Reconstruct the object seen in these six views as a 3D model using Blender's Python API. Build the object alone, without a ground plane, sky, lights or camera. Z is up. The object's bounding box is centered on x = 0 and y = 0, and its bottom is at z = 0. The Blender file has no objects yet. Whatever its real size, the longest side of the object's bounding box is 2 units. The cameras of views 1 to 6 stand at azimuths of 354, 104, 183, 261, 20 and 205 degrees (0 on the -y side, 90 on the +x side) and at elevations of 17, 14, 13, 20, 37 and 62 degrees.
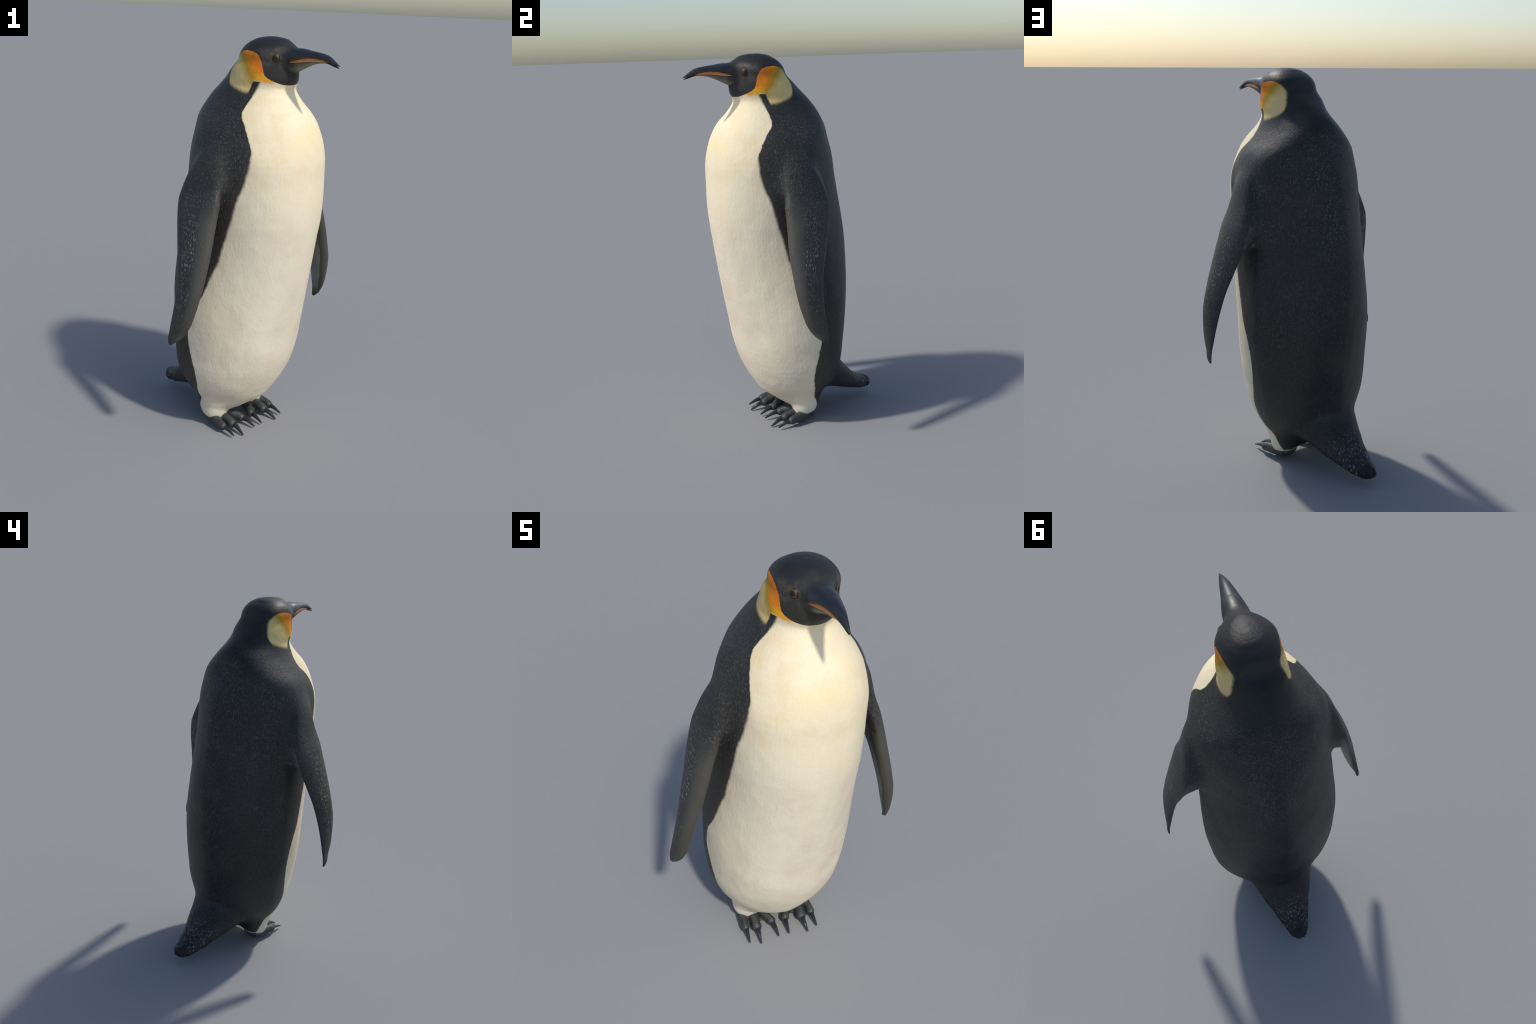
"""Standing emperor-type penguin, built part by part.

Local frame of the bird: it faces -y, its left side is +x, z is up.
A root Empty turns the whole bird to its place in the scene.
"""
import math
import random

import bpy
import bmesh
import numpy as np
from mathutils import Vector, noise
from mathutils.bvhtree import BVHTree

random.seed(7)
RNG = np.random.default_rng(11)
TURN = math.radians(41.7)      # heading of the bird
SHIFT = -0.022                 # sideways offset of its mirror plane

# --------------------------------------------------------------------------
# profiles
# --------------------------------------------------------------------------
# trunk, neck and head: height, front y, back y, half width, y of the widest
# place, roundness of the front half, roundness of the back half
TRUNK = [
    (0.085, 0.006, 0.150, 0.190, 0.075, 1.95, 1.90),
    (0.100, -0.020, 0.172, 0.202, 0.069, 1.88, 1.82),
    (0.130, -0.059, 0.212, 0.211, 0.057, 1.78, 1.70),
    (0.170, -0.111, 0.268, 0.225, 0.065, 1.68, 1.62),
    (0.230, -0.151, 0.326, 0.266, 0.090, 1.90, 1.66),
    (0.320, -0.197, 0.352, 0.309, 0.128, 2.09, 1.56),
    (0.450, -0.240, 0.364, 0.332, 0.142, 2.18, 1.54),
    (0.600, -0.269, 0.379, 0.345, 0.110, 2.06, 1.67),
    (0.800, -0.315, 0.398, 0.349, 0.105, 1.90, 1.60),
    (1.000, -0.345, 0.407, 0.334, 0.080, 1.98, 1.52),
    (1.200, -0.366, 0.380, 0.319, 0.075, 2.22, 1.47),
    (1.350, -0.366, 0.352, 0.313, 0.065, 2.28, 1.50),
    (1.480, -0.363, 0.324, 0.310, 0.038, 2.18, 1.62),
    (1.580, -0.340, 0.286, 0.281, 0.012, 2.02, 1.90),
    (1.660, -0.292, 0.252, 0.215, 0.012, 2.32, 2.50),
    (1.720, -0.237, 0.231, 0.170, 0.010, 2.30, 2.28),
    (1.770, -0.210, 0.200, 0.149, -0.012, 2.10, 1.82),
    (1.810, -0.231, 0.158, 0.147, -0.046, 1.85, 1.80),
    (1.850, -0.242, 0.107, 0.141, -0.081, 1.55, 2.37),
    (1.890, -0.237, 0.064, 0.132, -0.097, 1.61, 2.59),
    (1.925, -0.238, 0.047, 0.130, -0.105, 1.62, 2.70),
    (1.955, -0.236, 0.026, 0.115, -0.102, 1.48, 2.57),
    (1.980, -0.197, -0.008, 0.085, -0.090, 1.55, 2.37),
    (1.994, -0.160, -0.037, 0.050, -0.090, 1.90, 2.14),
    (2.000, -0.118, -0.072, 0.018, -0.092, 2.04, 2.09),
]
# flipper: height, leading edge x y, trailing edge x y, outer and inner half thickness
FLIPPER = [
    (0.588, 0.530, -0.022, 0.532, -0.006, 0.004, 0.004),
    (0.600, 0.530, -0.037, 0.534, -0.004, 0.006, 0.006),
    (0.615, 0.522, -0.056, 0.535, -0.003, 0.008, 0.008),
    (0.640, 0.505, -0.078, 0.533, -0.005, 0.012, 0.010),
    (0.680, 0.494, -0.102, 0.524, -0.006, 0.019, 0.015),
    (0.750, 0.481, -0.124, 0.508, -0.008, 0.028, 0.023),
    (0.850, 0.466, -0.144, 0.482, -0.001, 0.035, 0.029),
    (0.950, 0.439, -0.149, 0.459, 0.019, 0.039, 0.033),
    (1.050, 0.412, -0.148, 0.432, 0.052, 0.040, 0.034),
    (1.150, 0.384, -0.139, 0.409, 0.082, 0.042, 0.050),
    (1.200, 0.370, -0.136, 0.396, 0.096, 0.041, 0.070),
    (1.250, 0.356, -0.133, 0.384, 0.104, 0.039, 0.088),
    (1.350, 0.326, -0.125, 0.364, 0.098, 0.027, 0.110),
    (1.450, 0.303, -0.108, 0.335, 0.046, 0.024, 0.150),
    (1.530, 0.266, -0.090, 0.288, 0.004, 0.022, 0.140),
    (1.610, 0.208, -0.072, 0.220, -0.015, 0.018, 0.090),
]
# tail wedge: y, top z, bottom z, half width
TAIL = [
    (0.200, 0.400, 0.145, 0.185),
    (0.290, 0.370, 0.124, 0.164),
    (0.340, 0.314, 0.107, 0.144),
    (0.385, 0.258, 0.093, 0.121),
    (0.415, 0.224, 0.082, 0.106),
    (0.450, 0.184, 0.072, 0.093),
    (0.488, 0.152, 0.061, 0.080),
    (0.520, 0.132, 0.053, 0.068),
    (0.550, 0.117, 0.049, 0.056),
    (0.575, 0.108, 0.049, 0.044),
    (0.592, 0.102, 0.053, 0.030),
    (0.602, 0.094, 0.063, 0.014),
]
# beak: y, top z, bottom z, half width
UPPER_BEAK = [
    (-0.190, 1.935, 1.890, 0.045),
    (-0.230, 1.950, 1.890, 0.050),
    (-0.262, 1.9545, 1.8945, 0.0515),
    (-0.291, 1.9545, 1.907, 0.047),
    (-0.330, 1.951, 1.916, 0.039),
    (-0.366, 1.947, 1.918, 0.0315),
    (-0.401, 1.942, 1.915, 0.0245),
    (-0.430, 1.934, 1.908, 0.0175),
    (-0.457, 1.919, 1.899, 0.0115),
    (-0.475, 1.907, 1.895, 0.007),
    (-0.488, 1.897, 1.893, 0.0035),
]
LOWER_BEAK = [
    (-0.200, 1.898, 1.836, 0.052),
    (-0.255, 1.899, 1.854, 0.045),
    (-0.295, 1.902, 1.8725, 0.038),
    (-0.339, 1.905, 1.890, 0.030),
    (-0.380, 1.908, 1.899, 0.022),
    (-0.420, 1.909, 1.901, 0.0135),
    (-0.455, 1.900, 1.892, 0.0075),
    (-0.475, 1.893, 1.887, 0.005),
    (-0.485, 1.889, 1.885, 0.003),
]
# warm plate on the side of the lower beak: y, top z, bottom z, half width
BEAK_PLATE = [
    (-0.246, 1.8965, 1.8945, 0.0530),
    (-0.270, 1.9055, 1.8955, 0.0475),
    (-0.291, 1.9125, 1.8975, 0.0430),
    (-0.330, 1.921, 1.9015, 0.0335),
    (-0.366, 1.922, 1.904, 0.0265),
    (-0.401, 1.917, 1.9055, 0.0195),
    (-0.428, 1.909, 1.906, 0.0125),
]


# --------------------------------------------------------------------------
# small geometry tools
# --------------------------------------------------------------------------
def spline(table, steps):
    """Hermite interpolation of every column over the first one."""
    t = np.array(table, float)
    z, v = t[:, 0], t[:, 1:]
    m = np.gradient(v, z, axis=0)
    q = np.unique(np.concatenate([np.linspace(a, b, steps + 1) for a, b in zip(z[:-1], z[1:])]))
    if z[0] > z[-1]:
        q = q[::-1]
    sgn = 1 if z[-1] > z[0] else -1
    i = np.clip(np.searchsorted(sgn * z, sgn * q) - 1, 0, len(z) - 2)
    h = (z[i + 1] - z[i])[:, None]
    s = (q - z[i])[:, None] / h
    out = ((2 * s**3 - 3 * s**2 + 1) * v[i] + (s**3 - 2 * s**2 + s) * h * m[i]
           + (-2 * s**3 + 3 * s**2) * v[i + 1] + (s**3 - s**2) * h * m[i + 1])
    return np.column_stack([q, out])


def loft(rings):
    """Closed skin through rings (n x m x 3); both ends are capped."""
    rings = np.asarray(rings)
    n, m = rings.shape[:2]
    verts = rings.reshape(-1, 3).tolist()
    faces = []
    for i in range(n - 1):
        for j in range(m):
            k = (j + 1) % m
            faces.append((i * m + j, i * m + k, (i + 1) * m + k, (i + 1) * m + j))
    for ring, start in ((rings[0], 0), (rings[-1], (n - 1) * m)):
        c = len(verts)
        verts.append(ring.mean(0).tolist())
        for j in range(m):
            k = (j + 1) % m
            faces.append((start + k, start + j, c) if start == 0 else (start + j, start + k, c))
    return verts, faces


def fix_normals(mesh):
    bm = bmesh.new()
    bm.from_mesh(mesh)
    bmesh.ops.recalc_face_normals(bm, faces=bm.faces)
    bm.to_mesh(mesh)
    bm.free()


def mesh_from(name, verts, faces, smooth=True):
    me = bpy.data.meshes.new(name)
    me.from_pydata(verts, [], faces)
    me.validate()
    fix_normals(me)
    if smooth:
        me.polygons.foreach_set("use_smooth", [True] * len(me.polygons))
    return me


def add_object(name, mesh, parent, material=None):
    ob = bpy.data.objects.new(name, mesh)
    bpy.context.scene.collection.objects.link(ob)
    ob.parent = parent
    if material:
        mesh.materials.clear()
        mesh.materials.append(material)
    return ob


def trunk_rings(table, steps=4, sides=96):
    q = spline(table, steps)
    ph = np.linspace(0, 2 * np.pi, sides, endpoint=False)
    c, s = np.cos(ph), np.sin(ph)
    rings = []
    for z, yf, yb, w, ym, nf, nb in q:
        n = np.where(c > 0, nf, nb)
        reach = np.where(c > 0, ym - yf, yb - ym)
        x = w * np.sign(s) * np.abs(s) ** (2 / n)
        y = ym - reach * np.sign(c) * np.abs(c) ** (2 / n)
        rings.append(np.column_stack([x, y, np.full(sides, z)]))
    return rings


def flipper_rings(side, sides=48):
    q = spline(FLIPPER, 5)
    ph = np.linspace(0, 2 * np.pi, sides, endpoint=False)
    rings = []
    for z, xl, yl, xt, yt, outer, inner in q:
        # the left flipper hangs a little closer to the body
        tuck = np.clip((1.25 - z) / 0.2, 0, 1) * (0.003 if side > 0 else -0.001)
        lead, trail = np.array([xl - tuck, yl]), np.array([xt - tuck, yt])
        mid, half = (lead + trail) / 2, (lead - trail) / 2
        nrm = np.array([-half[1], half[0]])
        nrm /= np.linalg.norm(nrm) + 1e-9
        if nrm[0] < 0:
            nrm = -nrm
        sn = np.sin(ph)
        # rounded towards the leading edge, sharper at the trailing edge
        # above the armpit the rear half swells inwards until it meets the flank
        root = np.clip((z - 1.06) / 0.12, 0, 1)
        swell = np.sign(sn) * np.abs(sn) ** (1 - 0.6 * root) * (1 - (0.72 - 0.30 * np.clip((z - 1.28) / 0.08, 0, 1)) * root * np.cos(ph))
        fat = np.where(sn > 0, outer * sn * (1 + 0.18 * np.cos(ph)), inner * ((1 - root) * sn * (1 + 0.18 * np.cos(ph)) + root * swell))
        p = mid + np.cos(ph)[:, None] * half + fat[:, None] * nrm
        rings.append(np.column_stack([side * p[:, 0], p[:, 1], np.full(sides, z)]))
    return rings


def wedge_rings(table, steps=3, sides=40, power=2.0, flat_low=0.0):
    """Rings stacked along y from top, bottom and half width."""
    q = spline(table, steps)
    ph = np.linspace(0, 2 * np.pi, sides, endpoint=False)
    rings = []
    for y, top, low, w in q:
        c, s = np.cos(ph), np.sin(ph)
        x = w * np.sign(c) * np.abs(c) ** (2 / power)
        mid = (top + low) / 2 - flat_low * (top - low) / 2
        z = np.where(s > 0, mid + (top - mid) * np.abs(s) ** (2 / power), mid - (mid - low) * np.abs(s) ** (2 / power))
        rings.append(np.column_stack([x, np.full(sides, y), z]))
    return rings


def tube_rings(spine, sides=24, steps=6, lift=(0, 0, 1)):
    """Tube along a spine of (x, y, z, half width, half height)."""
    t = np.array(spine, float)
    key = np.linspace(0, 1, len(t))
    q = spline(np.column_stack([key, t]), steps)[:, 1:]
    ph = np.linspace(0, 2 * np.pi, sides, endpoint=False)
    d = np.gradient(q[:, :3], axis=0)
    rings = []
    for (x, y, z, w, h), dv in zip(q, d):
        dv = dv / np.linalg.norm(dv)
        a = np.cross(dv, lift)
        a /= np.linalg.norm(a)
        b = np.cross(a, dv)
        rings.append(np.array([x, y, z]) + np.cos(ph)[:, None] * a * w + np.sin(ph)[:, None] * b * h)
    return rings


def ball(center, radius, rings=24, sides=32):
    out = []
    for i in range(rings + 1):
        a = math.pi * (0.02 + 0.96 * i / rings)
        ph = np.linspace(0, 2 * np.pi, sides, endpoint=False)
        out.append(np.column_stack([center[0] + radius[0] * math.sin(a) * np.cos(ph),
                                    center[1] + radius[1] * math.sin(a) * np.sin(ph),
                                    np.full(sides, center[2] - radius[2] * math.cos(a))]))
    return out


def union_remesh(name, pieces, voxel):
    """Merge closed skins into one even quad surface."""
    verts, faces = [], []
    for v, f in pieces:
        o = len(verts)
        verts += v
        faces += [tuple(i + o for i in p) for p in f]
    me = bpy.data.meshes.new(name)
    me.from_pydata(verts, [], faces)
    ob = bpy.data.objects.new(name, me)
    bpy.context.scene.collection.objects.link(ob)
    mod = ob.modifiers.new("even", 'REMESH')
    mod.mode = 'VOXEL'
    mod.voxel_size = voxel
    mod.adaptivity = 0.0
    dg = bpy.context.evaluated_depsgraph_get()
    out = bpy.data.meshes.new_from_object(ob.evaluated_get(dg))
    bpy.data.objects.remove(ob)
    bpy.data.meshes.remove(me)
    return out


def coords(me):
    co = np.empty(len(me.vertices) * 3)
    me.vertices.foreach_get("co", co)
    return co.reshape(-1, 3)


def edges_of(me):
    e = np.empty(len(me.edges) * 2, dtype=np.int64)
    me.edges.foreach_get("vertices", e)
    return e.reshape(-1, 2)


def relax(co, edges, weight, rounds, back=0.0):
    """Laplacian smoothing, per-vertex weight; back > 0 undoes shrinking."""
    n = len(co)
    deg = np.bincount(edges.ravel(), minlength=n)[:, None]
    for _ in range(rounds):
        for amount in ((0.5, -back) if back else (0.5,)):
            s = np.zeros_like(co)
            for k in range(3):
                s[:, k] = (np.bincount(edges[:, 0], co[edges[:, 1], k], n)
                           + np.bincount(edges[:, 1], co[edges[:, 0], k], n))
            co = co + amount * weight[:, None] * (s / deg - co)
    return co


def distances(tree, co):
    return np.array([tree.find_nearest(Vector(p))[3] for p in co])


def tree_of(piece):
    return BVHTree.FromPolygons([Vector(v) for v in piece[0]], piece[1])


def vertex_normals(me):
    nr = np.empty(len(me.vertices) * 3)
    me.vertices.foreach_get("normal", nr)
    return nr.reshape(-1, 3)


def split_regions(me, labels, names, parents, materials):
    """Cut one skin into named objects whose rims coincide and whose normals match."""
    co, nr = coords(me), vertex_normals(me)
    polys = [tuple(p.vertices) for p in me.polygons]
    made = []
    for key, (name, parent, mat) in enumerate(zip(names, parents, materials)):
        chosen = [polys[i] for i in np.nonzero(labels == key)[0]]
        if not chosen:
            made.append(None)
            continue
        used = np.unique(np.concatenate([np.array(p) for p in chosen]))
        remap = {int(v): i for i, v in enumerate(used)}
        part = bpy.data.meshes.new(name)
        part.from_pydata(co[used].tolist(), [], [tuple(remap[v] for v in p) for p in chosen])
        part.polygons.foreach_set("use_smooth", [True] * len(part.polygons))
        part.normals_split_custom_set_from_vertices(nr[used].tolist())
        made.append(add_object(name, part, parent, mat))
    return made


# --------------------------------------------------------------------------
# shader tools
# --------------------------------------------------------------------------
class Shader:
    def __init__(self, name):
        self.mat = bpy.data.materials.new(name)
        self.mat.use_nodes = True
        self.t = self.mat.node_tree
        self.t.nodes.clear()
        self.out = self.t.nodes.new("ShaderNodeOutputMaterial")
        self.bsdf = self.t.nodes.new("ShaderNodeBsdfPrincipled")
        self.t.links.new(self.bsdf.outputs[0], self.out.inputs[0])
        self.pos = self.t.nodes.new("ShaderNodeTexCoord").outputs["Object"]
        sep = self.t.nodes.new("ShaderNodeSeparateXYZ")
        self.t.links.new(self.pos, sep.inputs[0])
        self.x, self.y, self.z = sep.outputs
        self.ax = self.math('ABSOLUTE', self.x)

    def put(self, sock, value):
        if isinstance(value, bpy.types.NodeSocket):
            self.t.links.new(value, sock)
        elif value is not None:
            if isinstance(value, tuple) and len(value) == 3 and sock.type == 'RGBA':
                value = (*value, 1)
            sock.default_value = value

    def math(self, op, a, b=None, c=None, clamp=False):
        n = self.t.nodes.new("ShaderNodeMath")
        n.operation = op
        n.use_clamp = clamp
        for s, v in zip(n.inputs, (a, b, c)):
            self.put(s, v)
        return n.outputs[0]

    def add(self, a, b):
        return self.math('ADD', a, b)

    def sub(self, a, b):
        return self.math('SUBTRACT', a, b)

    def mul(self, a, b):
        return self.math('MULTIPLY', a, b)

    def inv(self, a):
        return self.math('SUBTRACT', 1.0, a)

    def step(self, value, lo, hi):
        """Smooth 0..1 between lo and hi."""
        n = self.t.nodes.new("ShaderNodeMapRange")
        n.interpolation_type = 'SMOOTHSTEP'
        flip = lo > hi
        self.put(n.inputs[0], value)
        n.inputs[1].default_value, n.inputs[2].default_value = (hi, lo) if flip else (lo, hi)
        n.inputs[3].default_value, n.inputs[4].default_value = (1, 0) if flip else (0, 1)
        return n.outputs[0]

    def curve(self, value, points, straight=False):
        """y = f(value) through points given in real units."""
        xs = [p[0] for p in points]
        ys = [p[1] for p in points]
        x0, x1, y0, y1 = min(xs), max(xs), min(ys), max(ys)
        y1 = y1 if y1 > y0 else y0 + 1
        n = self.t.nodes.new("ShaderNodeFloatCurve")
        c = n.mapping.curves[0]
        norm = [((x - x0) / (x1 - x0), (y - y0) / (y1 - y0)) for x, y in points]
        c.points[0].location, c.points[1].location = norm[0], norm[-1]
        for p in norm[1:-1]:
            c.points.new(*p)
        for p in c.points:
            p.handle_type = 'VECTOR' if straight else 'AUTO_CLAMPED'
        n.mapping.update()
        t = self.math('MULTIPLY_ADD', value, 1 / (x1 - x0), -x0 / (x1 - x0), clamp=True)
        self.put(n.inputs["Value"], t)
        return self.math('MULTIPLY_ADD', n.outputs[0], y1 - y0, y0)

    def place(self, scale=(1, 1, 1), source=None, shift=None):
        n = self.t.nodes.new("ShaderNodeMapping")
        n.inputs["Scale"].default_value = scale
        if shift:
            n.inputs["Location"].default_value = shift
        self.put(n.inputs[0], source or self.pos)
        return n.outputs[0]

    def noise(self, scale, stretch=(1, 1, 1), detail=3.0, rough=0.55, shift=None):
        n = self.t.nodes.new("ShaderNodeTexNoise")
        n.inputs["Scale"].default_value = scale
        n.inputs["Detail"].default_value = detail
        n.inputs["Roughness"].default_value = rough
        self.put(n.inputs["Vector"], self.place(stretch, shift=shift))
        return n.outputs[0]

    def voronoi(self, scale, stretch=(1, 1, 1), feature='F1', randomness=1.0, source=None):
        n = self.t.nodes.new("ShaderNodeTexVoronoi")
        n.feature = feature
        n.inputs["Scale"].default_value = scale
        n.inputs["Randomness"].default_value = randomness
        self.put(n.inputs["Vector"], self.place(stretch, source=source))
        return n

    def mix(self, f, a, b):
        n = self.t.nodes.new("ShaderNodeMix")
        n.data_type = 'RGBA'
        self.put(n.inputs[0], f)
        self.put(n.inputs[6], a)
        self.put(n.inputs[7], b)
        return n.outputs[2]

    def lerp(self, f, a, b):
        n = self.t.nodes.new("ShaderNodeMix")
        self.put(n.inputs[0], f)
        self.put(n.inputs[2], a)
        self.put(n.inputs[3], b)
        return n.outputs[0]

    def ramp(self, value, stops):
        n = self.t.nodes.new("ShaderNodeValToRGB")
        el = n.color_ramp.elements
        while len(el) < len(stops):
            el.new(0.5)
        for e, (p, c) in zip(el, stops):
            e.position, e.color = p, (*c, 1)
        self.put(n.inputs[0], value)
        return n.outputs[0]

    def bump(self, height, strength=0.3, distance=0.002, under=None):
        n = self.t.nodes.new("ShaderNodeBump")
        n.inputs["Strength"].default_value = strength
        n.inputs["Distance"].default_value = distance
        self.put(n.inputs["Height"], height)
        if under:
            self.put(n.inputs["Normal"], under)
        return n.outputs[0]

    def finish(self, color, rough=0.6, normal=None, **other):
        self.put(self.bsdf.inputs["Base Color"], color)
        self.put(self.bsdf.inputs["Roughness"], rough)
        if normal:
            self.put(self.bsdf.inputs["Normal"], normal)
        for k, v in other.items():
            self.put(self.bsdf.inputs[k.replace("_", " ")], v)
        return self.mat


def srgb(r, g, b):
    f = lambda v: (v / 255 / 12.92) if v <= 10 else ((v / 255 + 0.055) / 1.055) ** 2.4
    return (f(r), f(g), f(b))


INK = srgb(41, 40, 38)
INK_BLUE = srgb(29, 29, 31)
INK_BROWN = srgb(54, 52, 48)


def specks(sh, strength, scale, size=0.34, stretch=(1, 1, 0.45)):
    """Pale feather tips: short upright dashes, one per cell, of uneven strength."""
    warp = sh.t.nodes.new("ShaderNodeVectorMath")
    warp.operation = 'ADD'
    n = sh.t.nodes.new("ShaderNodeTexNoise")
    n.inputs["Scale"].default_value = 9
    sh.put(n.inputs["Vector"], sh.pos)
    sc = sh.t.nodes.new("ShaderNodeVectorMath")
    sc.operation = 'SCALE'
    sh.put(sc.inputs[0], n.outputs["Color"])
    sc.inputs["Scale"].default_value = 0.03
    sh.put(warp.inputs[0], sh.pos)
    sh.put(warp.inputs[1], sc.outputs[0])
    v = sh.voronoi(scale, stretch, randomness=0.7, source=warp.outputs[0])
    dot = sh.step(v.outputs["Distance"], size + 0.10, size - 0.08)
    sep = sh.t.nodes.new("ShaderNodeSeparateColor")
    sh.put(sep.inputs[0], v.outputs["Color"])
    vary = sh.add(0.25, sh.mul(sh.step(sep.outputs[0], 0.1, 1.0), 0.75))
    return sh.mul(sh.mul(dot, vary), strength)


def feather_relief(sh, amount=0.35, smooth_where=None):
    fine = sh.noise(190, (1, 1, 0.5), detail=2)
    cell = sh.voronoi(95, (1, 1, 0.5), feature='SMOOTH_F1').outputs["Distance"]
    h = sh.add(sh.mul(fine, 0.6), sh.mul(cell, 0.6))
    if smooth_where:
        h = sh.mul(h, sh.inv(smooth_where))
    return sh.bump(h, amount, 0.004)


def dark_coat(sh):
    """Blue-black spine and crown, browner flanks, fine pale feather tips; shared by trunk and flippers."""
    y, z = sh.y, sh.z
    blot = sh.noise(6, detail=4, rough=0.6, shift=(2, 4, 1))
    wavy = sh.sub(sh.noise(14, detail=2), 0.5)
    spine = sh.step(sh.add(sh.ax, sh.mul(wavy, 0.1)), 0.24, 0.05)
    dark = sh.mix(sh.mul(sh.step(y, -0.05, 0.1), sh.mul(spine, 0.8)), INK, INK_BLUE)
    dark = sh.mix(sh.mul(sh.step(blot, 0.42, 0.70), 0.5), dark, INK_BROWN)
    body_only = sh.step(sh.ax, 0.40, 0.36)
    lowflank = sh.mul(sh.mul(sh.step(z, 0.62, 0.30), sh.step(sh.ax, 0.12, 0.26)), body_only)
    dark = sh.mix(sh.mul(lowflank, 0.55), dark, srgb(68, 65, 58))
    grain = sh.noise(150, (1, 1, 0.4), detail=3)
    below_head = sh.step(z, 1.80, 1.72)
    dark = sh.mix(sh.mul(sh.step(grain, 0.48, 0.72), sh.add(0.15, sh.mul(below_head, 0.18))), dark, srgb(74, 72, 69))
    tailtip = sh.mul(sh.step(y, 0.34, 0.50), sh.step(z, 0.42, 0.22))
    bare_end = sh.mul(sh.step(y, 0.545, 0.56), tailtip)
    dark = sh.mix(sh.mul(bare_end, 0.8), dark, srgb(26, 28, 33))
    shoulder = sh.mul(sh.step(z, 1.00, 1.30), sh.step(z, 1.76, 1.66))
    patch = sh.step(sh.noise(7, detail=2, shift=(5, 5, 5)), 0.36, 0.62)
    much = sh.add(0.07, sh.mul(sh.add(0.25, sh.mul(patch, 0.75)), sh.mul(shoulder, 0.12)))
    much = sh.mul(much, sh.mul(sh.inv(bare_end), sh.step(z, 1.80, 1.74)))
    dark = sh.mix(specks(sh, much, 135), dark, srgb(150, 152, 154))
    behind = sh.mul(sh.mul(sh.step(y, -0.05, 0.12), sh.mul(patch, 0.10)), sh.mul(sh.step(z, 0.45, 0.8), sh.step(z, 1.78, 1.68)))
    dark = sh.mix(specks(sh, behind, 92, size=0.33), dark, srgb(150, 151, 150))
    dark = sh.mix(specks(sh, sh.mul(tailtip, sh.mul(sh.inv(bare_end), 0.55)), 98, size=0.34), dark, srgb(146, 148, 148))
    return dark


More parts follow.
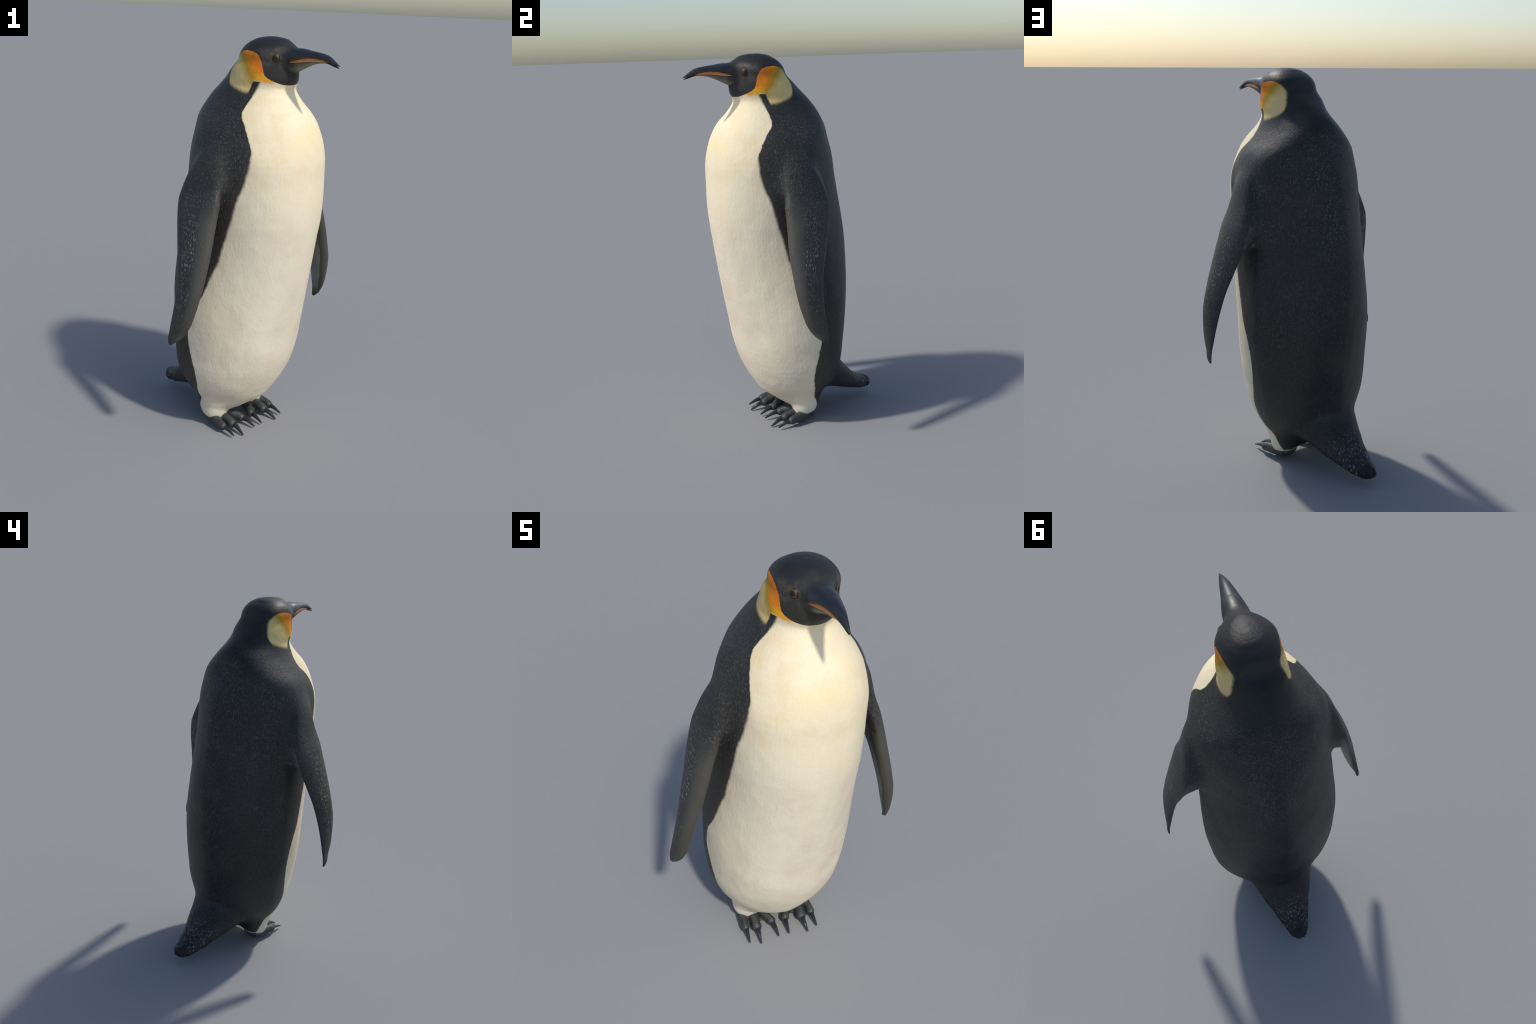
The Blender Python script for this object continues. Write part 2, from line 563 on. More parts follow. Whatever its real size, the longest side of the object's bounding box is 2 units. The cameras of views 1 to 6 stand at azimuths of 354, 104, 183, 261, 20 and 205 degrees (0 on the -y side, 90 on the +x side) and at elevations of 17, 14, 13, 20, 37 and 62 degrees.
def plumage():
    """Coat of head, neck, trunk, legs and tail: pale front, dark back, ear patch."""
    sh = Shader("plumage")
    x, y, z = sh.x, sh.y, sh.z
    ragged = sh.sub(sh.noise(70, (1, 1, 0.6), detail=4), 0.5)
    wavy = sh.sub(sh.noise(14, detail=2), 0.5)

    # pale front ends at a line on the flank: y as a function of height
    flank = sh.curve(z, [
        (0.00, 0.135), (0.10, 0.120), (0.17, 0.090), (0.24, 0.066), (0.30, 0.050), (0.35, 0.047), (0.40, 0.055),
        (0.46, 0.064), (0.54, 0.072), (0.62, 0.063), (0.66, 0.052), (0.70, 0.036), (0.76, -0.002), (0.82, -0.030),
        (0.90, -0.060), (0.975, -0.092), (1.04, -0.108), (1.11, -0.127), (1.17, -0.144), (1.24, -0.161),
        (1.29, -0.176), (1.34, -0.196), (1.40, -0.211), (1.45, -0.218), (1.50, -0.217), (1.535, -0.202),
        (1.58, -0.176), (1.62, -0.146), (1.65, -0.117), (1.68, -0.107), (1.72, -0.112), (1.76, -0.1225)])
    jag = sh.add(sh.mul(ragged, 0.012), sh.mul(wavy, 0.006))
    d_flank = sh.add(sh.sub(flank, y), jag)
    soft = sh.lerp(sh.mul(sh.step(z, 0.75, 0.95), sh.step(z, 1.52, 1.42)), 0.004, 0.010)
    pale_trunk = sh.step(sh.math('DIVIDE', d_flank, soft), -1.0, 1.0)
    # legs: pale hem below, dark at the back above it
    hem = sh.step(sh.add(z, sh.mul(ragged, 0.02)), 0.082, 0.060)
    hem = sh.mul(hem, sh.step(y, 0.30, 0.24))
    pale_trunk = sh.math('MAXIMUM', pale_trunk, hem)

    # head: interval between the face edge and the rear edge, per height
    face = sh.curve(z, [(1.735, -0.300), (1.786, -0.300), (1.7885, -0.225), (1.792, -0.2105), (1.798, -0.203),
                        (1.808, -0.186), (1.819, -0.168), (1.832, -0.155), (1.850, -0.149), (1.886, -0.142),
                        (1.907, -0.134), (1.918, -0.127), (1.926, -0.117), (1.933, -0.095), (1.937, -0.062),
                        (1.940, 0.050), (1.96, 0.20)], straight=True)
    rear = sh.curve(z, [(1.735, -0.114), (1.760, -0.1215), (1.780, -0.128), (1.8025, -0.140), (1.8045, 0.056),
                        (1.826, 0.056), (1.843, 0.0525), (1.860, 0.046), (1.876, 0.038), (1.890, 0.030),
                        (1.908, 0.016), (1.920, 0.004), (1.931, -0.018), (1.937, -0.045), (1.941, -0.062)], straight=True)
    bar_back = sh.curve(z, [(1.735, -0.080), (1.765, -0.0915), (1.790, -0.101), (1.803, -0.108), (1.82, -0.2)], straight=True)
    low_rear = sh.curve(y, [(-0.11, 1.750), (-0.085, 1.752), (-0.05, 1.756), (0.0, 1.769), (0.03, 1.780), (0.044, 1.790), (0.053, 1.804), (0.060, 1.825), (0.07, 1.86)])
    ya = sh.add(y, sh.mul(ragged, 0.006))
    behind_face = sh.step(sh.sub(ya, face), -0.0015, 0.0025)
    on_bar = sh.step(z, 1.812, 1.802)
    upper = sh.mul(behind_face, sh.step(sh.sub(rear, ya), -0.008, 0.009))
    lower = sh.mul(sh.step(sh.sub(ya, bar_back), -0.003, 0.004), sh.step(sh.sub(sh.add(z, sh.mul(ragged, 0.008)), low_rear), -0.011, 0.012))
    upper = sh.mul(upper, sh.math('MAXIMUM', sh.step(sh.sub(z, low_rear), -0.006, 0.008), sh.step(y, -0.08, -0.10)))
    lower = sh.mul(lower, on_bar)
    pale_head = sh.math('MAXIMUM', upper, lower)
    on_head = sh.step(z, 1.738, 1.742)
    pale = sh.lerp(on_head, pale_trunk, pale_head)

    # pale colours: ivory belly, yellow breast, ear patch from orange to cream
    blot = sh.noise(5.5, detail=4, rough=0.6)
    streak = sh.noise(34, (1, 1, 0.3), detail=3)
    belly = sh.mix(sh.step(blot, 0.35, 0.68), srgb(230, 219, 194), srgb(222, 209, 184))
    belly = sh.mix(sh.mul(sh.step(streak, 0.5, 0.8), 0.35), belly, srgb(234, 225, 206))
    low_tint = sh.mul(sh.step(sh.noise(9, (1, 1, 0.7), detail=4, shift=(4, 2, 9)), 0.52, 0.72), sh.step(z, 0.9, 0.3))  # faint brownish blotches, stronger towards the bottom of the belly
    belly = sh.mix(sh.mul(low_tint, 0.35), belly, srgb(204, 190, 168))
    warm = sh.step(sh.add(z, sh.mul(sh.sub(blot, 0.5), 0.5)), 1.00, 1.66)
    breast = sh.mix(sh.step(sh.noise(11, detail=4, shift=(3, 1, 2)), 0.40, 0.68), srgb(237, 224, 190), srgb(234, 216, 177))
    yellow = sh.mul(sh.step(sh.noise(7, detail=3, shift=(1, 7, 2)), 0.46, 0.66), sh.mul(sh.step(z, 1.22, 1.58), sh.step(z, 1.78, 1.66)))
    breast = sh.mix(sh.mul(yellow, 0.5), breast, srgb(240, 219, 162))
    light = sh.mix(sh.mul(warm, 0.92), belly, breast)
    down = sh.noise(210, (1, 1, 0.55), detail=2)
    light = sh.mix(sh.mul(sh.step(down, 0.50, 0.75), 0.12), light, srgb(176, 164, 140))
    tuft = sh.step(z, 0.14, 0.07)
    light = sh.mix(sh.mul(tuft, 0.6), light, srgb(216, 214, 192))

    s = sh.add(sh.mul(sh.add(y, 0.088), 0.765), sh.mul(sh.sub(1.880, z), 0.645))
    s = sh.add(s, sh.mul(sh.sub(sh.noise(60, (1, 1, 0.4), detail=3), 0.5), 0.016))
    ear = sh.ramp(sh.math('MULTIPLY_ADD', s, 1 / 0.14, 0.05 / 0.14, clamp=True), [
        (0.00, srgb(204, 112, 32)), (0.30, srgb(220, 130, 34)), (0.43, srgb(210, 138, 32)), (0.54, srgb(182, 140, 44)),
        (0.68, srgb(194, 166, 94)), (0.82, srgb(216, 190, 122)), (1.00, srgb(223, 197, 136))])
    yellow_tip = sh.mul(sh.step(z, 1.85, 1.815), sh.step(y, -0.10, -0.135))  # yellow-orange colour of the lower front tip of the ear patch
    ear = sh.mix(sh.mul(yellow_tip, 0.8), ear, srgb(232, 168, 40))
    floor = sh.curve(y, [(-0.30, 1.812), (-0.195, 1.806), (-0.178, 1.797), (-0.15, 1.801), (-0.11, 1.806), (-0.098, 1.74), (0.1, 1.74)], straight=True)
    on_ear = sh.step(sh.sub(sh.add(z, sh.mul(ragged, 0.01)), floor), -0.012, 0.010)
    light = sh.mix(on_ear, light, ear)

    dark = dark_coat(sh)
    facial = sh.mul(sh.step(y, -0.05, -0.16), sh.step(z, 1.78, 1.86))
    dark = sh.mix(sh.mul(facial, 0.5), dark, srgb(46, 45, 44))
    # sunlight round the eye and on the forehead, painted in as lighter mottling
    sunlit_face = sh.mul(sh.step(y, -0.10, -0.15), sh.mul(sh.step(y, -0.238, -0.205), sh.mul(sh.step(z, 1.835, 1.885), sh.step(z, 1.965, 1.935))))
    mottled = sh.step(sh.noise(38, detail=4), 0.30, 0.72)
    dark = sh.mix(sh.mul(sunlit_face, sh.mul(mottled, 0.7)), dark, srgb(82, 78, 74))
    crown = sh.mul(sh.step(z, 1.935, 1.965), sh.step(y, -0.225, -0.17))
    dark = sh.mix(sh.mul(crown, 0.6), dark, srgb(29, 29, 31))
    bill = sh.mul(sh.step(y, -0.228, -0.268), sh.step(z, 1.878, 1.897))
    dark = sh.mix(bill, dark, sh.mix(sh.step(sh.noise(30, (1, 0.25, 1), detail=3), 0.4, 0.7), srgb(28, 31, 38), srgb(41, 42, 46)))
    # dusty brown rim where dark meets pale
    rim = sh.mul(sh.step(d_flank, -0.05, -0.005), sh.step(z, 1.52, 1.40))
    dark = sh.mix(sh.mul(rim, 0.45), dark, srgb(70, 62, 55))
    ear_rim = sh.mul(sh.mul(sh.step(sh.sub(z, low_rear), -0.022, -0.004), sh.step(z, 1.83, 1.80)), sh.step(y, -0.10, -0.08))
    dark = sh.mix(sh.mul(ear_rim, 0.4), dark, srgb(84, 74, 62))

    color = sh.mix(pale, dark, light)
    rough = sh.lerp(pale, sh.lerp(bill, 0.50, 0.40), 0.75)
    return sh.finish(color, rough, feather_relief(sh, 0.30, bill), Specular_IOR_Level=sh.lerp(pale, sh.lerp(bill, 0.32, 0.5), 0.25))


def flipper_coat():
    """Dark outside with pale dashes, grey inside with a dark rim."""
    sh = Shader("flipper_plumage")
    y, z = sh.y, sh.z
    t = [r for r in FLIPPER if r[0] <= 1.36]
    mid_x = sh.curve(z, [(r[0], (r[1] + r[3]) / 2) for r in t])
    mid_y = sh.curve(z, [(r[0], (r[2] + r[4]) / 2) for r in t])
    half = sh.curve(z, [(r[0], (r[4] - r[2]) / 2) for r in t])
    along = sh.sub(y, mid_y)
    ragged = sh.sub(sh.noise(50, (1, 1, 0.5), detail=4), 0.5)
    depth = sh.sub(sh.ax, sh.add(mid_x, sh.mul(along, 0.17)))
    inside = sh.step(depth, -0.006, -0.014)
    chord = sh.math('DIVIDE', sh.add(along, sh.mul(ragged, 0.016)), half)
    panel = sh.mul(sh.mul(inside, sh.step(chord, -0.62, -0.50)), sh.step(chord, 1.05, 0.92))
    panel = sh.mul(panel, sh.step(z, 0.62, 0.67))
    own = sh.step(sh.add(z, sh.mul(ragged, 0.06)), 1.31, 1.16)
    blot = sh.noise(9, detail=4)
    dark = dark_coat(sh)
    edge = sh.step(chord, -0.20, -0.80)
    dark = sh.mix(sh.mul(sh.mul(edge, own), 0.7), dark, srgb(78, 76, 69))
    dark = sh.mix(sh.mul(sh.step(z, 0.85, 0.62), 0.5), dark, srgb(64, 61, 56))
    field = sh.mul(sh.step(chord, -0.60, -0.25), sh.mul(sh.step(z, 0.64, 0.82), sh.step(z, 1.36, 1.04)))
    field = sh.mul(field, sh.add(0.15, sh.mul(sh.step(blot, 0.38, 0.6), 0.32)))
    field = sh.mul(field, sh.add(0.25, sh.mul(sh.step(chord, 0.75, 0.15), 0.75)))
    dark = sh.mix(specks(sh, field, 120, size=0.37, stretch=(1, 1, 0.42)), dark, srgb(164, 160, 152))
    grey = sh.mix(sh.step(blot, 0.35, 0.7), srgb(122, 127, 125), srgb(102, 106, 104))
    color = sh.mix(panel, dark, grey)
    return sh.finish(color, 0.52, feather_relief(sh, 0.36), Specular_IOR_Level=0.42)


def beak_horn():
    sh = Shader("dark_horn")
    n = sh.noise(30, (1, 0.25, 1), detail=3)
    col = sh.mix(sh.step(n, 0.4, 0.7), srgb(28, 31, 38), srgb(41, 42, 46))
    return sh.finish(col, 0.40, sh.bump(sh.noise(90, (1, 0.2, 1)), 0.12, 0.001), Specular_IOR_Level=0.5)


def lower_horn():
    sh = Shader("lower_horn")
    tip = sh.step(sh.y, -0.36, -0.43)
    root = sh.step(sh.y, -0.285, -0.25)
    n = sh.noise(40, (1, 0.4, 1), detail=3)
    col = sh.mix(sh.step(n, 0.35, 0.7), srgb(92, 89, 76), srgb(76, 74, 64))
    col = sh.mix(tip, col, srgb(30, 33, 40))
    col = sh.mix(sh.mul(root, 0.8), col, srgb(44, 44, 44))
    return sh.finish(col, 0.45, Specular_IOR_Level=0.45)


def plate_horn():
    sh = Shader("orange_horn")
    up = sh.curve(sh.y, [(-0.43, 1.909), (-0.40, 1.915), (-0.36, 1.920), (-0.33, 1.919), (-0.29, 1.910), (-0.25, 1.896)])
    rim = sh.step(sh.sub(up, sh.z), 0.006, 0.0)
    n = sh.noise(45, (1, 0.3, 1), detail=3)
    col = sh.mix(sh.step(n, 0.35, 0.7), srgb(208, 142, 84), srgb(194, 128, 76))
    col = sh.mix(rim, col, srgb(224, 132, 52))
    return sh.finish(col, 0.42)


def foot_skin():
    sh = Shader("foot_skin")
    n = sh.noise(35, detail=4)
    col = sh.mix(sh.step(n, 0.35, 0.7), srgb(50, 51, 52), srgb(66, 65, 62))
    w = sh.t.nodes.new("ShaderNodeTexWave")
    w.bands_direction = 'Y'
    w.inputs["Scale"].default_value = 42
    w.inputs["Distortion"].default_value = 3.0
    w.inputs["Detail"].default_value = 2
    sh.put(w.inputs["Vector"], sh.pos)
    h = sh.add(sh.mul(w.outputs["Fac"], 0.5), sh.mul(sh.noise(140), 0.5))
    return sh.finish(col, 0.5, sh.bump(h, 0.45, 0.002), Specular_IOR_Level=0.45)


def claw_horn():
    sh = Shader("claw_horn")
    col = sh.mix(sh.noise(60, (1, 0.3, 1)), srgb(28, 29, 31), srgb(44, 44, 45))
    return sh.finish(col, 0.16, Specular_IOR_Level=0.7)


def eye_glass(side):
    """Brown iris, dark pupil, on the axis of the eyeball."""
    sh = Shader("eye")
    cx, cy, cz = EYE_AXIS
    dot = sh.t.nodes.new("ShaderNodeVectorMath")
    dot.operation = 'DOT_PRODUCT'
    nrm = sh.t.nodes.new("ShaderNodeVectorMath")
    nrm.operation = 'NORMALIZE'
    rel = sh.t.nodes.new("ShaderNodeVectorMath")
    rel.operation = 'SUBTRACT'
    sh.put(rel.inputs[0], sh.pos)
    rel.inputs[1].default_value = (side * EYE[0], EYE[1], EYE[2])
    sh.put(nrm.inputs[0], rel.outputs[0])
    sh.put(dot.inputs[0], nrm.outputs[0])
    dot.inputs[1].default_value = (side * cx, cy, cz)
    d = dot.outputs["Value"]
    n = sh.noise(300, detail=2)
    ang = sh.add(d, sh.mul(sh.sub(n, 0.5), 0.02))
    col = sh.ramp(sh.step(ang, 0.55, 1.0), [(0.0, srgb(24, 22, 20)), (0.25, srgb(34, 28, 18)), (0.38, srgb(94, 70, 28)), (0.60, srgb(86, 60, 30)),
                                             (0.80, srgb(56, 38, 28)), (0.92, srgb(30, 22, 20))])
    return sh.finish(col, 0.5, Coat_Weight=0.1, Coat_Roughness=0.3, Specular_IOR_Level=0.3)


def lid_skin():
    sh = Shader("lid_skin")
    return sh.finish(sh.mix(sh.noise(200), srgb(22, 22, 24), srgb(40, 40, 40)), 0.45)


# --------------------------------------------------------------------------
# the bird
# --------------------------------------------------------------------------
root = bpy.data.objects.new("penguin", None)
bpy.context.scene.collection.objects.link(root)
root.rotation_euler = (0, 0, TURN)
root.location = (SHIFT * math.cos(TURN), SHIFT * math.sin(TURN), 0)
root["label"] = "large black and white penguin with orange ear patches, standing upright"
root["category"] = "penguin"

coat, wing_coat = plumage(), flipper_coat()

# ---- one skin for trunk, neck, head, flippers, tail and legs ----
body_rings = trunk_rings(TRUNK)
low = body_rings[0]
centre = low.mean(0)
cap = [centre + (low - centre) * k - np.array([0, 0, dz]) for k, dz in ((0.72, 0.016), (0.93, 0.009))]
body = loft(cap + body_rings)
wings = [loft(flipper_rings(s)) for s in (1, -1)]
tail = loft(wedge_rings(TAIL, power=2.3, flat_low=0.35))
legs = []
for s in (1, -1):
    leg = tube_rings([(s * 0.120, 0.090, 0.240, 0.080, 0.080), (s * 0.126, 0.088, 0.170, 0.088, 0.090), (s * 0.129, 0.078, 0.110, 0.082, 0.080),
                      (s * 0.130, 0.074, 0.078, 0.075, 0.069), (s * 0.130, 0.072, 0.056, 0.062, 0.057), (s * 0.130, 0.075, 0.044, 0.036, 0.038)],
                     sides=32, steps=5, lift=(0, 1, 0))
    legs.append(loft(leg))
stub = loft(wedge_rings([(y + 0.004, t - 0.004, b + 0.0, w - 0.004) for y, t, b, w in
                         [(-0.120, 1.962, 1.850, 0.080), (-0.190, 1.962, 1.845, 0.078), (-0.225, 1.9645, 1.850, 0.0690),
                          (-0.250, 1.9610, 1.860, 0.0580), (-0.268, 1.952, 1.874, 0.0480)]], power=2.0))
# sleeve of skin that runs out thinly over the root of the upper beak
sleeve = loft(wedge_rings([(y, t + k, b - 0.3 * k, w + k) for (y, t, b, w), k in zip(
    [(-0.190, 1.950, 1.892, 0.058), (-0.230, 1.9555, 1.892, 0.0580), (-0.262, 1.9560, 1.8945, 0.0530), (-0.291, 1.9545, 1.907, 0.047),
     (-0.318, 1.952, 1.9135, 0.0415), (-0.340, 1.950, 1.917, 0.037)], (0.004, 0.004, 0.0032, 0.0024, 0.0006, -0.004))], steps=4, sides=48, power=2.0, flat_low=0.45))
skin = union_remesh("skin", [body, *wings, tail, *legs, stub, sleeve], 0.0050)

co, edges = coords(skin), edges_of(skin)
everywhere = np.ones(len(co))
co = relax(co, edges, everywhere, 4, back=0.52)
d_body = distances(tree_of(body), co)


def near_both(da, db, reach):
    f = lambda d: np.clip(1 - d / reach, 0, 1)
    w = f(da) * f(db)
    return np.clip(w * 2.2, 0, 1)


d_wing = np.minimum(*(distances(tree_of(w), co) for w in wings))
d_tail = distances(tree_of(tail), co)
d_legs = np.minimum(*(distances(tree_of(w), co) for w in legs))
d_stub = distances(tree_of(stub), co)
shoulder_zone = np.clip((co[:, 2] - 1.26) / 0.08, 0, 1)
co = relax(co, edges, np.maximum(near_both(d_body, d_wing, 0.035) * 0.9, near_both(d_body, d_wing, 0.14) * shoulder_zone), 160)
crown = np.clip((co[:, 2] - 1.965) / 0.02, 0, 1)
co = relax(co, edges, crown, 30, back=0.45)
co = relax(co, edges, near_both(d_body, d_tail, 0.11), 140)
co = relax(co, edges, near_both(d_body, d_legs, 0.04), 25)
co = relax(co, edges, near_both(d_body, d_stub, 0.035), 30)
co = relax(co, edges, near_both(d_body, distances(tree_of(sleeve), co), 0.03), 15)

# soft unevenness of the plumage
skin.vertices.foreach_set("co", co.ravel())
skin.update()
nr = vertex_normals(skin)
swell = np.array([noise.fractal(Vector((p[0] * 7, p[1] * 7, p[2] * 4)), 0.8, 2.0, 3) for p in co])
keep = np.clip((1.80 - co[:, 2]) / 0.2, 0.25, 1) * np.where(d_wing < 0.01, 0.4, 1.0)
# scaly, knobbly feathers on the tail
scales = np.array([noise.noise(Vector((p[0] * 62, p[1] * 36, p[2] * 40))) + 0.6 * noise.noise(Vector((p[0] * 24, p[1] * 18, p[2] * 20))) for p in co])
scales *= np.clip((co[:, 1] - 0.36) / 0.10, 0, 1) * np.clip((0.30 - co[:, 2]) / 0.08, 0, 1)
# faint upright folds down the belly
fold = np.array([noise.noise(Vector((p[0] * 11, p[1] * 5, p[2] * 1.1))) for p in co])
fold *= np.clip((-co[:, 1] - 0.02) / 0.12, 0, 1) * np.clip((co[:, 2] - 0.12) / 0.2, 0, 1) * np.clip((1.45 - co[:, 2]) / 0.3, 0, 1) * (d_wing > 0.02)
co = co + nr * (swell * 0.0022 * keep + fold * 0.003 + scales * 0.0030)[:, None]
skin.vertices.foreach_set("co", co.ravel())
skin.update()

# ---- cut the skin into its anatomical parts ----
centers = np.empty(len(skin.polygons) * 3)
skin.polygons.foreach_get("center", centers)
centers = centers.reshape(-1, 3)
loops0 = np.array([p.vertices[0] for p in skin.polygons])
fb, fw, ft, fl = d_body[loops0], d_wing[loops0], d_tail[loops0], d_legs[loops0]
cx, cy, cz = centers.T
labels = np.full(len(centers), 2)                                            # torso
labels[cz > 1.655 - 0.12 * (cy + 0.05)] = 1                                   # neck
labels[cz > 1.790 - 0.25 * np.clip(cy + 0.20, 0, 1)] = 0                      # head
wing_face = (fw < 0.010) & (fb > 0.006) & (cz < 1.30 + 0.25 * np.clip(-cy, -0.15, 0.15)) & (cz > 0.5) & (np.abs(cx) > 0.27)
labels[wing_face & (cx > 0)] = 3
labels[wing_face & (cx < 0)] = 4
labels[(ft < 0.016) & (fb > 0.012) & (cy > 0.30) & (cz < 0.34)] = 5            # tail
leg_face = (fl < 0.012) & (fb > 0.006) & (cz < 0.13) & (cy < 0.26)
labels[leg_face & (cx > 0)] = 6
labels[leg_face & (cx < 0)] = 7


def settle(labels, rounds=6):
    """Remove stray faces: each takes the label most of its neighbours have."""
    ep = {}
    for i, p in enumerate(skin.polygons):
        for k in p.edge_keys:
            ep.setdefault(k, []).append(i)
    pairs = np.array([v for v in ep.values() if len(v) == 2])
    for _ in range(rounds):
        votes = np.zeros((len(labels), 8))
        np.add.at(votes, (pairs[:, 0], labels[pairs[:, 1]]), 1)
        np.add.at(votes, (pairs[:, 1], labels[pairs[:, 0]]), 1)
        votes[np.arange(len(labels)), labels] += 1.5
        labels = votes.argmax(1)
    return labels


labels = settle(labels)
head, neck, torso, flipper_l, flipper_r, tail_ob, leg_l, leg_r = split_regions(
    skin, labels, ["head", "neck", "torso", "flipper", "flipper", "tail", "leg", "leg"], [root] * 8,
    [coat, coat, coat, wing_coat, wing_coat, coat, coat, coat])
bpy.data.meshes.remove(skin)

# ---- beak ----
horn = beak_horn()
beak = add_object("beak", mesh_from("upper_beak", *loft(wedge_rings(UPPER_BEAK, steps=5, sides=48, power=2.0, flat_low=0.45))), root, horn)
add_object("lower_beak", mesh_from("lower_beak", *loft(wedge_rings(LOWER_BEAK, steps=5, sides=40, power=2.0, flat_low=-0.6))), beak, lower_horn())
plate_mat = plate_horn()
for s in (1, -1):
    # a lens-shaped strip lying on the side of the lower beak
    rings = []
    ph = np.linspace(0, 2 * np.pi, 24, endpoint=False)
    for y, t, b, w in spline(BEAK_PLATE, 5):
        zc, hz = (t + b) / 2, (t - b) / 2
        z = zc + hz * np.sin(ph)
        x = w - 0.006 + 0.006 * np.cos(ph) - 0.12 * (z - zc)
        rings.append(np.column_stack([s * np.maximum(x, 0.001), np.full(24, y), z]))
    add_object("beak_plate", mesh_from("beak_plate", *loft(rings)), beak, plate_mat)

# ---- eyes ----
EYE = (0.0732, -0.1835, 1.911)
EYE_R = 0.0225
axis = Vector((0.80, -0.57, 0.06)).normalized()
EYE_AXIS = tuple(axis)
lid_mat = lid_skin()
for s in (1, -1):
    c = (s * EYE[0], EYE[1], EYE[2])
    eye = add_object("eye", mesh_from("eye", *loft(ball(c, (EYE_R,) * 3, 28, 40))), head, eye_glass(s))
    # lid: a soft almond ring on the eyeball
    a = Vector((s * axis.x, axis.y, axis.z))
    up = Vector((0, 0, 1)) - a * a.z
    up.normalize()
    front = a.cross(up)
    rings = []
    for t in np.linspace(0, 2 * np.pi, 56):
        ca, sa = math.cos(t), math.sin(t)
        point = front * (0.0200 * ca) + up * (0.0172 * sa * (1 - 0.12 * abs(ca)))
        out = point.normalized()
        mid = Vector(c) + a * (0.0118 - 0.0035 * abs(ca)) + point
        r = 0.0030
        rings.append([tuple(mid + out * (r * math.cos(k)) + a * (r * math.sin(k))) for k in np.linspace(0, 2 * np.pi, 12, endpoint=False)])
    add_object("eyelid", mesh_from("eyelid", *loft(rings)), head, lid_mat)

# ---- feet: three toes merged by a web, each with a claw ----
skin_mat, claw_mat = foot_skin(), claw_horn()
# toe spine from ankle to knuckle (x, y, z, half width, half height); claw from base to tip
TOES = [
    ([(0.095, 0.095, 0.055, 0.026, 0.030), (0.070, 0.030, 0.045, 0.0215, 0.027), (0.047, -0.010, 0.039, 0.0190, 0.0240), (0.037, -0.030, 0.033, 0.0215, 0.0225), (0.035, -0.045, 0.029, 0.0150, 0.0150)],
     [(0.0345, -0.044, 0.033, 0.0120), (0.031, -0.072, 0.0295, 0.0096), (0.029, -0.098, 0.020, 0.0066), (0.028, -0.119, 0.0115, 0.0036)]),
    ([(0.125, 0.100, 0.058, 0.028, 0.032), (0.122, 0.030, 0.047, 0.0235, 0.029), (0.1205, -0.015, 0.041, 0.0215, 0.0260), (0.1205, -0.044, 0.034, 0.0250, 0.0245), (0.1205, -0.061, 0.029, 0.0170, 0.0160)],
     [(0.1205, -0.058, 0.034, 0.0138), (0.122, -0.084, 0.0280, 0.0108), (0.124, -0.108, 0.0155, 0.0074), (0.125, -0.131, 0.0045, 0.0042)]),
    ([(0.150, 0.105, 0.055, 0.028, 0.032), (0.168, 0.040, 0.045, 0.0235, 0.029), (0.176, -0.004, 0.040, 0.0190, 0.0245), (0.177, -0.032, 0.034, 0.0205, 0.0225), (0.177, -0.048, 0.030, 0.0140, 0.0140)],
     [(0.177, -0.048, 0.034, 0.0115), (0.178, -0.072, 0.0298, 0.0091), (0.179, -0.096, 0.0215, 0.0062), (0.180, -0.116, 0.0145, 0.0036)]),
]
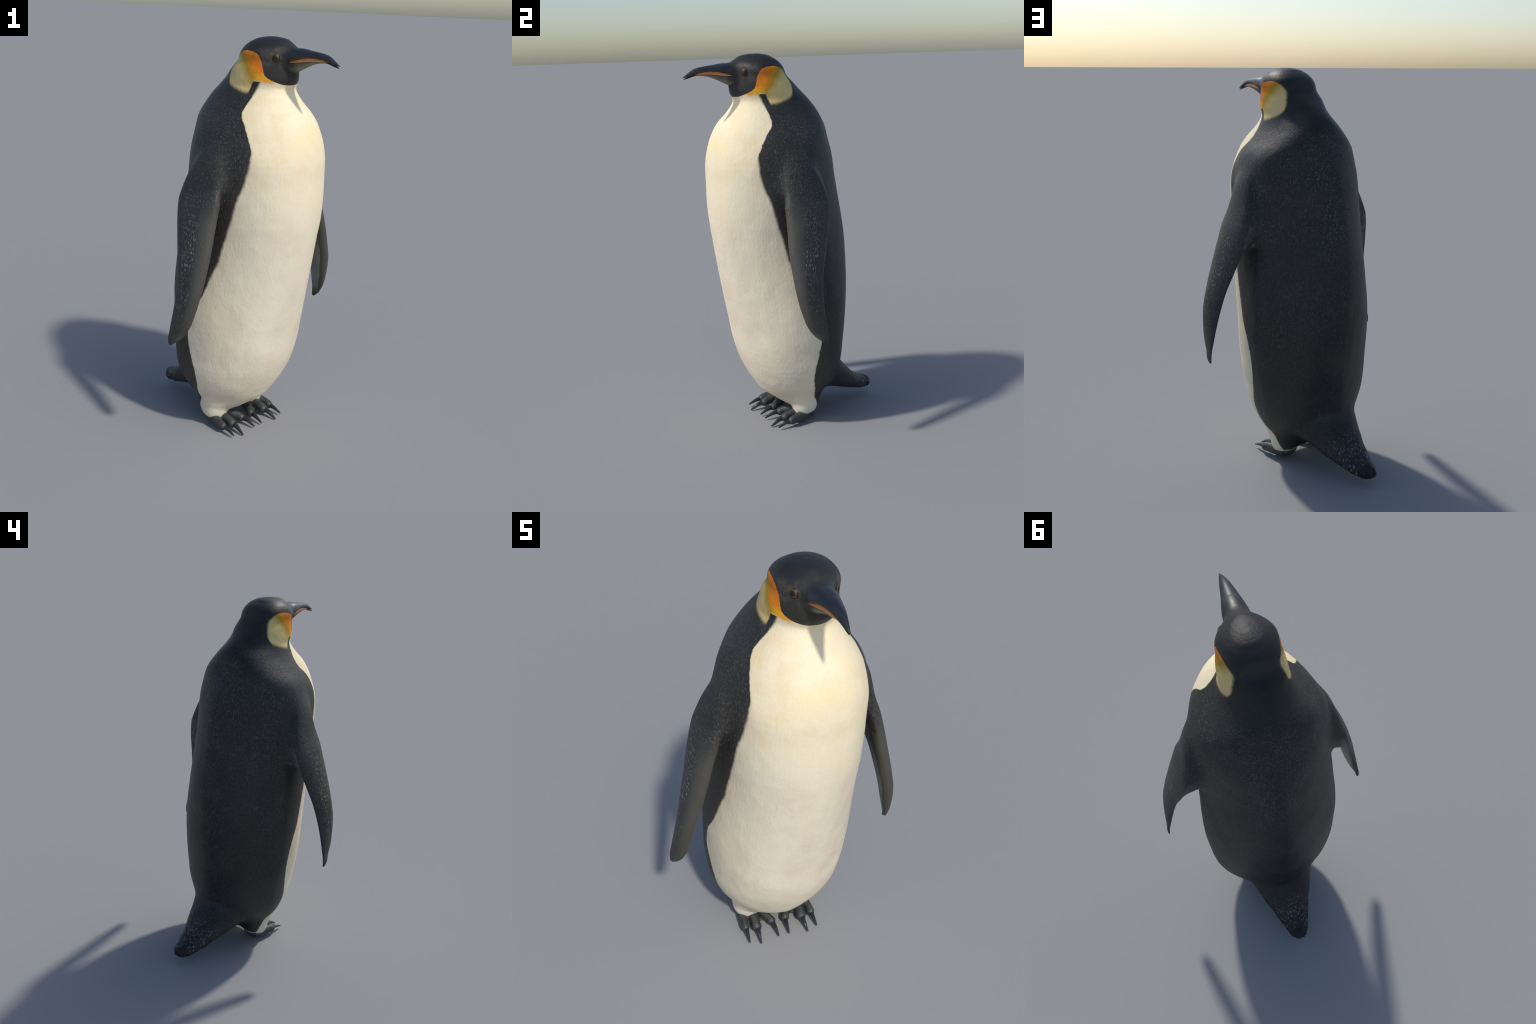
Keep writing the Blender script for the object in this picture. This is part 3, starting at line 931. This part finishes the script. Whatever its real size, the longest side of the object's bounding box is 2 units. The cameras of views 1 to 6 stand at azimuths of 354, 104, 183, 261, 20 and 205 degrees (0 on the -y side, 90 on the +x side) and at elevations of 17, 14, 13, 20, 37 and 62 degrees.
for s in (1, -1):
    mirror = lambda rows: [(s * r[0], *r[1:]) for r in rows]
    toes = [loft(tube_rings([(*r[:3], r[3] * 1.03, r[4] * 1.0) for r in mirror(t)], sides=28)) for t, _ in TOES]
    pad = loft(ball((s * 0.128, 0.066, 0.046), (0.056, 0.058, 0.034)))
    web = loft([[(s * x, y, z) for x, y, z in ring] for ring in [
        [(0.100, 0.075, zz), (0.150, 0.075, zz), (0.172, 0.005, zz), (0.121, -0.005, zz), (0.052, 0.000, zz)] for zz in (0.018, 0.030)]])
    foot_skin_mesh = union_remesh("foot", [*toes, pad, web], 0.0026)
    fco = coords(foot_skin_mesh)
    fco = relax(fco, edges_of(foot_skin_mesh), np.ones(len(fco)), 4, back=0.5)
    foot_skin_mesh.vertices.foreach_set("co", fco.ravel())
    foot_skin_mesh.update()
    cen = np.array([p.center[:] for p in foot_skin_mesh.polygons])
    lab = np.zeros(len(cen), int)
    mid_a = (0.0785 + (cen[:, 1] + 0.05) * 0.10)
    ax_ = s * cen[:, 0]
    toe_id = np.where(ax_ < mid_a, 1, np.where(ax_ < 0.149, 2, 3))
    front = cen[:, 1] < 0.0
    lab[front] = toe_id[front]
    holder = bpy.data.meshes.new("foot")
    names = ["foot", "toe", "toe", "toe"]
    foot = split_regions(foot_skin_mesh, np.where(lab == 0, 0, 9), ["foot"], [root], [skin_mat])[0]
    split_regions(foot_skin_mesh, lab - 1, ["toe"] * 3, [foot] * 3, [skin_mat] * 3)
    bpy.data.meshes.remove(holder)
    bpy.data.meshes.remove(foot_skin_mesh)
    for _, claw in TOES:
        rows = [(*mirror([r])[0][:3], r[3] * 1.02, r[3] * 1.06) for r in claw]
        add_object("claw", mesh_from("claw", *loft(tube_rings(rows, sides=20, steps=6))), foot, claw_mat)

# ---- ragged feather fringe under the rim of the tail ----
fringe_mat = Shader("fringe_feather")
fringe_mat = fringe_mat.finish(fringe_mat.mix(fringe_mat.noise(60), srgb(20, 20, 22), srgb(40, 38, 36)), 0.7)
tq = np.array([r for r in spline(TAIL, 8) if r[0] > 0.30])
verts, faces = [], []
for i in range(260):
    u = RNG.uniform(0.0, 1.0)
    k = min(int(u * len(tq)), len(tq) - 1)
    y, top, low, w = tq[k]
    side = RNG.choice([-1, 1])
    a = RNG.uniform(0.30, 0.98)
    zc = (top + low) / 2 - 0.35 * (top - low) / 2
    base = np.array([side * w * a * 0.97, y, zc - (zc - low) * math.sqrt(max(0.0, 1 - a ** 2.3)) * 0.97 + 0.003])
    out = np.array([side * RNG.uniform(0.1, 0.6), RNG.uniform(0.6, 1.2), RNG.uniform(-0.55, -0.15)])
    out /= np.linalg.norm(out)
    length, wide = RNG.uniform(0.006, 0.015) * (0.4 if y > 0.56 else 1.0), RNG.uniform(0.0022, 0.0040)
    acr = np.cross(out, [0, 0, 1.0])
    acr /= np.linalg.norm(acr)
    upv = np.cross(acr, out)
    o = len(verts)
    verts += [tuple(base - acr * wide), tuple(base + upv * 0.0012), tuple(base + acr * wide), tuple(base - upv * 0.0012), tuple(base + out * length)]
    faces += [(o, o + 1, o + 4), (o + 1, o + 2, o + 4), (o + 2, o + 3, o + 4), (o + 3, o, o + 4), (o + 3, o + 2, o + 1, o)]
fringe = add_object("tail_fringe", mesh_from("tail_fringe", verts, faces, smooth=False), tail_ob, fringe_mat)
fringe["kind"] = "stuff"
